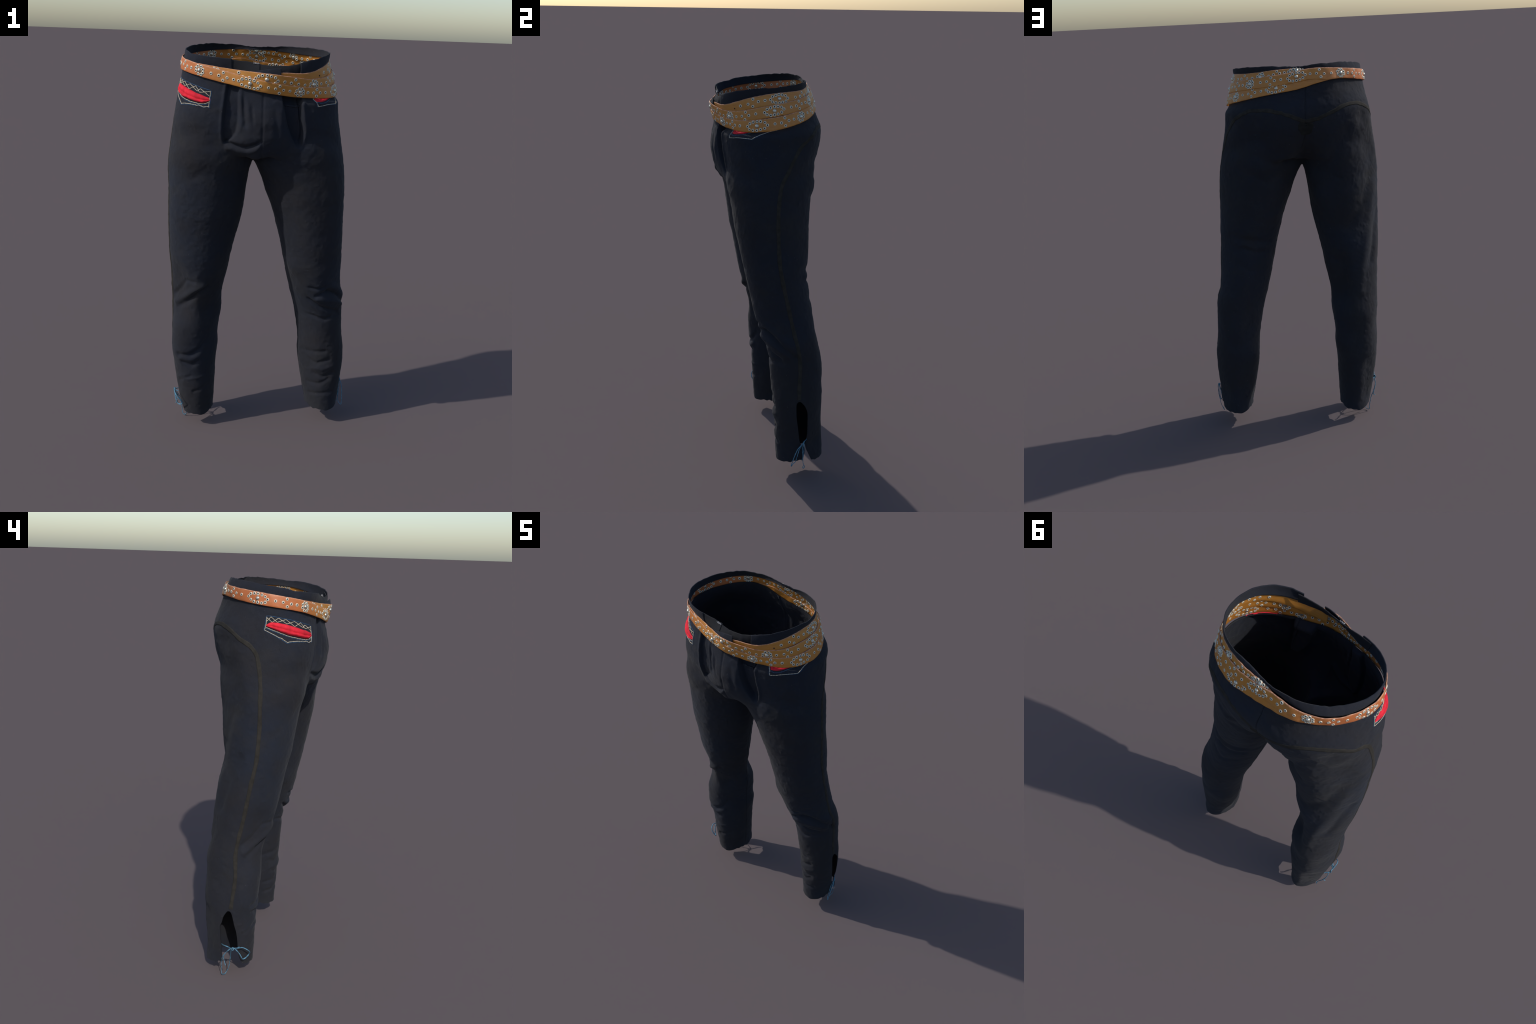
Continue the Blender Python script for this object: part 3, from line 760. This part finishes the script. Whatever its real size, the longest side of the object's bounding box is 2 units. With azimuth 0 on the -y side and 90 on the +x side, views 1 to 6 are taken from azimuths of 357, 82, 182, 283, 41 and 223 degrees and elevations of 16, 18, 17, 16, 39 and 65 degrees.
def build_waistband(root, mat, lining, thread):
    rim_r = lambda u: periodic(u, ANG, RIM_R, 360); rim_z = lambda u: periodic(u, ANG, RIM_Z, 360)
    top_r = lambda u: periodic(u, ANG, TOP_R, 360); top_z = lambda u: periodic(u, ANG, TOP_Z, 360)
    main = band_geo(36.5, 329, rim_r, lambda u: top_r(u) - .006, lambda u: rim_z(u) + .0005, lambda u: top_z(u) - .006)
    wb = link(bpy.data.objects.new("waistband", make_mesh("waistband", *main, mat)), root)
    inner = [band_geo(320, 356, lambda u: rim_r(u) - .007, lambda u: top_r(u) - .009, lambda u: rim_z(u) - .004, lambda u: top_z(u) - .008, rag=.003, seed=11),
             band_geo(351, 402, lambda u: rim_r(u) - .006 - .006 * sstep(375, 400, u), lambda u: top_r(u) - .013 - .006 * sstep(366, 376, u), lambda u: rim_z(u) - .004 - .004 * sstep(360, 351, u), lambda u: top_z(u) - .008 + .010 * sstep(370, 380, u), rag=.003, seed=21)]
    for g in inner: link(bpy.data.objects.new("inner_waistband", make_mesh("inner_waistband", *g, lining)), root)
    tab = band_geo(340, 377, lambda u: top_r(u) - .010, lambda u: top_r(u) - .004, lambda u: 1.884 + .022 * sstep(338, 374, u), lambda u: top_z(u) - .02, rag=.001, seed=31)
    link(bpy.data.objects.new("button_tab", make_mesh("button_tab", *tab, mat)), root)
    # frayed threads where the two front ends meet
    g = []
    r2 = random.Random(4)
    for i in range(12):
        u = 351 + r2.uniform(-1.5, 3); a = math.radians(u); r = float(rim_r(u)) - .004
        p = np.array([AXIS[0] + r * math.sin(a), AXIS[1] - r * math.cos(a), float(rim_z(u)) - .006])
        d = np.array([r2.uniform(-1, 1), r2.uniform(-.8, .3), r2.uniform(-.3, .6)])
        g.append(tube_geo([p - d * .004, p + d * .003, p + d * .009 + np.array([0, 0, .001])], .0011, 5))
    fr = link(bpy.data.objects.new("frayed_threads", make_mesh("frayed_threads", *merge(g), thread)), root); fr["kind"] = "stuff"
    return wb

# ------------------------------------------------------------------ pockets
def lip_geo(cloth, top, bot, bulge, n=44, rows=16):
    A, B = spline(top, .002), spline(bot, .002)
    def res(P): return P[np.linspace(0, len(P) - 1, n).round().astype(int)]
    A, B = res(A), res(B); V, F = [], []
    for i in range(n):
        t = i / (n - 1); end = math.sin(math.pi * min(1, max(0, t))) ** .45
        for j in range(rows + 1):
            s = j / rows; p = A[i] + (B[i] - A[i]) * s; q, nn = cloth.snap(p)
            # two rolled lips with a fold between them
            fold = .64 + .02 * math.sin(t * 5)
            up = math.sin(math.pi * min(1, s / fold)) ** .7 if s < fold else 0
            dn = math.sin(math.pi * (s - fold) / (1 - fold)) ** .6 if s > fold else 0
            h = bulge * end * (.62 * up + 1.0 * dn + .28 * math.sin(math.pi * s)) + .0004 * math.sin(i * .9) * math.sin(math.pi * s)
            V.append(q + nn * (h - (.003 if j in (0, rows) else 0)))
    k = rows + 1
    for i in range(n - 1):
        for j in range(rows): F.append((i*k+j, i*k+j+1, (i+1)*k+j+1, (i+1)*k+j))
    return V, F

def build_pockets(root, cloth, red, cream, blue):
    # -x side: open, its red lining rolled outwards
    g = lip_geo(cloth, [(-.423, -.049, 1.805), (-.418, -.070, 1.818), (-.412, -.092, 1.817), (-.396, -.126, 1.811), (-.366, -.162, 1.798), (-.330, -.190, 1.783), (-.296, -.209, 1.772), (-.271, -.219, 1.762)],
                [(-.423, -.049, 1.800), (-.421, -.071, 1.791), (-.414, -.098, 1.780), (-.396, -.132, 1.766), (-.362, -.168, 1.752), (-.326, -.194, 1.744), (-.296, -.210, 1.742), (-.270, -.220, 1.752)], .011)
    link(bpy.data.objects.new("pocket_lining", make_mesh("pocket_lining", *g, red)), root)
    frame = [(-.417, -.050, 1.840), (-.422, -.049, 1.809), (-.427, -.044, 1.782), (-.420, -.085, 1.763), (-.406, -.118, 1.744), (-.395, -.138, 1.728),
             (-.364, -.168, 1.732), (-.323, -.196, 1.730), (-.274, -.218, 1.724), (-.273, -.218, 1.761), (-.271, -.219, 1.795)]
    topl = [(-.417, -.048, 1.841), (-.415, -.069, 1.841), (-.407, -.100, 1.836), (-.391, -.132, 1.830), (-.363, -.164, 1.821), (-.337, -.185, 1.813), (-.308, -.204, 1.804), (-.271, -.219, 1.795)]
    curve = [(-.425, -.050, 1.794), (-.421, -.073, 1.785), (-.415, -.095, 1.777), (-.392, -.138, 1.759), (-.363, -.167, 1.746), (-.324, -.196, 1.739), (-.296, -.210, 1.738), (-.277, -.218, 1.745)]
    zigA = [(-.418, -.050, 1.837), (-.416, -.075, 1.817), (-.406, -.102, 1.836), (-.390, -.135, 1.810), (-.363, -.164, 1.820), (-.328, -.192, 1.790), (-.314, -.200, 1.802), (-.277, -.217, 1.773)]
    zigB = [(-.420, -.050, 1.820), (-.415, -.069, 1.841), (-.410, -.097, 1.817), (-.391, -.132, 1.830), (-.365, -.163, 1.798), (-.337, -.185, 1.813), (-.317, -.198, 1.785), (-.272, -.219, 1.792)]
    S = .00125
    st = [stitch(cloth, frame, S), stitch(cloth, curve, S, curve=True), stitch(cloth, zigA, S), stitch(cloth, zigB, S, .0012)]
    def grow(pts, d):
        c = np.mean(np.array(pts), 0); return [tuple(np.array(p) + (np.array(p) - c) / np.linalg.norm(np.array(p) - c) * d) for p in pts]
    bl = [stitch(cloth, grow(frame, .0045), .0013, .0002), stitch(cloth, [(p[0], p[1], p[2] + .003) for p in topl], .0013, .0002), stitch(cloth, [(p[0], p[1], p[2] - .004) for p in curve], .0013, .0002, curve=True)]
    # +x side: the same pocket lying flat, mostly under the strap
    g = lip_geo(cloth, [(.201, -.181, 1.778), (.222, -.172, 1.79), (.25, -.15, 1.80), (.28, -.11, 1.80), (.30, -.07, 1.80)],
                [(.212, -.185, 1.757), (.232, -.176, 1.759), (.248, -.161, 1.761), (.271, -.128, 1.770), (.295, -.085, 1.785)], .0035)
    link(bpy.data.objects.new("pocket_lining", make_mesh("pocket_lining", *g, red)), root)
    frameR = [(.196, -.181, 1.776), (.205, -.186, 1.757), (.213, -.190, 1.740), (.240, -.183, 1.743), (.266, -.166, 1.748), (.288, -.140, 1.749), (.311, -.104, 1.748), (.313, -.085, 1.758),
              (.313, -.066, 1.768), (.316, -.030, 1.781), (.318, .014, 1.791)]
    curveR = [(.212, -.187, 1.751), (.234, -.184, 1.753), (.257, -.163, 1.757), (.270, -.138, 1.763), (.287, -.106, 1.773)]
    st += [stitch(cloth, frameR, S)]
    bl += [stitch(cloth, grow(frameR[2:], .0045), .0013, .0002), stitch(cloth, curveR, .0014, .0002, curve=True), stitch(cloth, [(p[0] - .004, p[1], p[2]) for p in frameR[:3]], .0013, .0002)]
    ob = link(bpy.data.objects.new("pocket_stitching", make_mesh("pocket_stitching", *merge(st), cream)), root)
    ob = link(bpy.data.objects.new("pocket_embroidery", make_mesh("pocket_embroidery", *merge(bl), blue)), root)  # pocket blue lines

# ------------------------------------------------------------------ braid, seams, ankle ties
def build_trim(root, cloth, braid, patch_mat, seam):
    R = [(-.080, .242, 1.726), (-.046, .241, 1.738), (.008, .241, 1.757), (.062, .238, 1.769), (.117, .227, 1.775), (.180, .207, 1.773), (.224, .188, 1.757), (.268, .155, 1.733), (.300, .124, 1.697),
         (.328, .091, 1.644), (.347, .066, 1.594), (.366, .035, 1.540), (.378, .024, 1.490), (.387, .018, 1.433), (.394, .016, 1.337), (.397, .020, 1.237), (.402, .028, 1.140), (.405, .045, 1.052),
         (.410, .062, .976), (.415, .084, .878), (.423, .105, .787), (.441, .124, .706), (.443, .130, .648), (.448, .130, .584), (.453, .128, .512), (.462, .128, .462)]
    L = [(-.098, .242, 1.726), (-.143, .239, 1.737), (-.191, .232, 1.751), (-.240, .219, 1.768), (-.283, .202, 1.783), (-.325, .178, 1.787), (-.370, .142, 1.781), (-.400, .108, 1.764), (-.425, .065, 1.735),
         (-.440, .012, 1.703), (-.445, -.012, 1.675), (-.451, -.027, 1.628), (-.459, -.037, 1.575), (-.466, -.043, 1.515), (-.474, -.045, 1.442), (-.473, -.046, 1.360), (-.471, -.043, 1.284), (-.472, -.034, 1.170),
         (-.472, -.011, 1.057), (-.469, .006, .961), (-.462, .025, .861), (-.461, .043, .776), (-.458, .056, .703), (-.453, .057, .637), (-.448, .056, .571), (-.448, .064, .497), (-.449, .076, .410)]
    for pts in (R, L):
        link(bpy.data.objects.new("braid_trim", make_mesh("braid_trim", *ribbon(cloth, pts, .020, .0017), braid)), root)
    # worn round patch where the braids meet
    V, F = [], []; c = np.array([-.088, .242, 1.690]); rings, seg = 8, 28
    for i in range(rings + 1):
        for k in range(seg):
            a = 2 * math.pi * k / seg; r = .043 * i / rings * (1 + .06 * math.sin(3 * a) + .04 * math.sin(5 * a + 1))
            q, nn = cloth.snap(c + np.array([r * math.cos(a), 0, r * math.sin(a)])); V.append(q + nn * (.0014 if i < rings else -.0006))
    for i in range(rings):
        for k in range(seg): F.append((i*seg+k, i*seg+(k+1) % seg, (i+1)*seg+(k+1) % seg, (i+1)*seg+k))
    link(bpy.data.objects.new("seat_patch", make_mesh("seat_patch", V, F, patch_mat)), root)
    g = [stitch(cloth, [(-.095, .23, 1.88), (-.0925, .238, 1.82), (-.0895, .242, 1.735)], .0009, .0002, curve=True),
         stitch(cloth, [(-.086, .24, 1.645), (-.082, .235, 1.60), (-.076, .225, 1.56)], .0009, .0002, curve=True)]
    inA = [(-.075, .04, 1.42), (-.115, .04, 1.15), (-.155, .05, 1.0), (-.195, .08, .8), (-.225, .10, .55), (-.23, .11, .3), (-.235, .11, .11)]
    inB = [(-.03, .04, 1.42), (.06, .04, 1.15), (.10, .05, 1.0), (.148, .08, .8), (.207, .11, .55), (.24, .14, .3), (.275, .15, .12)]
    g += [stitch(cloth, inA, .0011, .0002, curve=True), stitch(cloth, inB, .0011, .0002, curve=True)]
    s = link(bpy.data.objects.new("seam_thread", make_mesh("seam_thread", *merge(g), seam)), root)

def build_ties(root, cord):
    def cordgeo(pts, r=.0031):
        P = spline(pts, .004); n = len(P)
        P = P + .0007 * np.stack([value_noise(P, .012, 41), value_noise(P, .012, 42), value_noise(P, .012, 43)], -1)
        rad = r * (1 + .28 * value_noise(P, .010, 44))
        return tube_geo(P, rad, 7, .75, .25)
    A = [cordgeo([(-.385, .139, .172), (-.400, .126, .176), (-.425, .086, .181), (-.439, .072, .185), (-.441, .056, .189), (-.434, .041, .191), (-.420, .035, .190)]),
         cordgeo([(-.440, .060, .187), (-.440, .041, .192), (-.440, .012, .199), (-.425, -.014, .180), (-.404, -.016, .158), (-.397, -.006, .136), (-.418, .012, .124), (-.437, .028, .160), (-.440, .050, .186)]),
         cordgeo([(-.438, .073, .184), (-.442, .101, .157), (-.430, .120, .123), (-.412, .128, .081), (-.404, .130, .035), (-.399, .127, .006), (-.390, .118, .004), (-.381, .109, .016), (-.386, .096, .055), (-.400, .087, .102), (-.436, .073, .172)], .0022),
         cordgeo([(-.440, .080, .182), (-.442, .098, .160), (-.434, .112, .130), (-.431, .109, .104), (-.434, .103, .088), (-.440, .100, .085)], .0022),
         cordgeo([(-.443, .064, .194), (-.446, .070, .187), (-.443, .064, .178), (-.438, .058, .186), (-.443, .064, .194)], .0038)]
    B = [cordgeo([(.448, .178, .236), (.457, .168, .230), (.466, .156, .221), (.472, .142, .208), (.478, .124, .188), (.479, .110, .155), (.479, .099, .122), (.474, .093, .090), (.466, .103, .096), (.461, .116, .106), (.460, .124, .133), (.461, .134, .171), (.466, .148, .208)], .0022),
         cordgeo([(.466, .156, .219), (.470, .150, .181), (.468, .153, .145), (.465, .156, .098), (.458, .160, .079), (.450, .157, .064), (.447, .161, .054), (.450, .167, .066), (.457, .163, .080)], .0018),
         cordgeo([(.464, .158, .214), (.461, .159, .171), (.462, .154, .125), (.456, .150, .112)], .0020),
         cordgeo([(.466, .158, .224), (.470, .153, .216), (.466, .150, .209), (.462, .156, .215), (.466, .158, .224)], .0034)]
    for g in (A, B):
        link(bpy.data.objects.new("ankle_tie", make_mesh("ankle_tie", *merge(g), cord)), root)

# ------------------------------------------------------------------ assemble
def main():
    root = link(bpy.data.objects.new("trousers", None))
    root["label"] = "dark navy wool fall-front trousers with studded leather wrap belt"
    root["category"] = "trousers"
    cloth_mat = wool("navy_wool", (.0208, .0207, .0248), (.0170, .0208, .0315), (.0262, .0242, .0230), (.036, .037, .041))  # charcoal tinted bluer to carry the sky light on the shaded cloth
    lining = wool("waist_lining", (.017, .017, .019), (.019, .020, .024), (.026, .024, .022), (.03, .03, .032))
    hide = leather("tan_leather")
    edge = plain("leather_edge", (.47, .24, .15), .75, 0, .35, 80)
    metal = plain("eyelet_metal", (.60, .57, .47), .48, .2, .2, 90)
    stud_m = plain("stud_metal", (.58, .56, .48), .34, .85, .2, 90)
    dark = plain("eyelet_hole", (.012, .012, .016), .9)
    red = plain("red_wool", (.58, .019, .036), .85, 0, .18, 40)
    cream = plain("cream_thread", (.50, .44, .33), .85, 0, .2, 200)
    blue = plain("blue_line", (.030, .075, .150), .85, 0, .25, 200)
    braid = plain("olive_braid", (.0255, .0235, .0205), .92, 0, .22, 50)
    patch = plain("patch_wool", (.015, .015, .014), .92, 0, .25, 50)
    seam = plain("dark_thread", (.010, .011, .014), .9)
    cord = plain("blue_cord", (.080, .185, .265), .75, 0, .45, 70)
    fray = plain("pale_fray", (.38, .37, .38), .85, 0, .3, 100)
    co, quads, be = build_cloth()
    split_cloth(co, quads, be, root, cloth_mat)
    cloth = Cloth(co, quads)
    build_waistband(root, cloth_mat, lining, fray)
    build_strap(root, (metal, stud_m, dark, hide, edge))
    build_pockets(root, cloth, red, cream, blue)
    build_trim(root, cloth, braid, patch, seam)
    build_ties(root, cord)
    bpy.context.view_layer.update()
main()
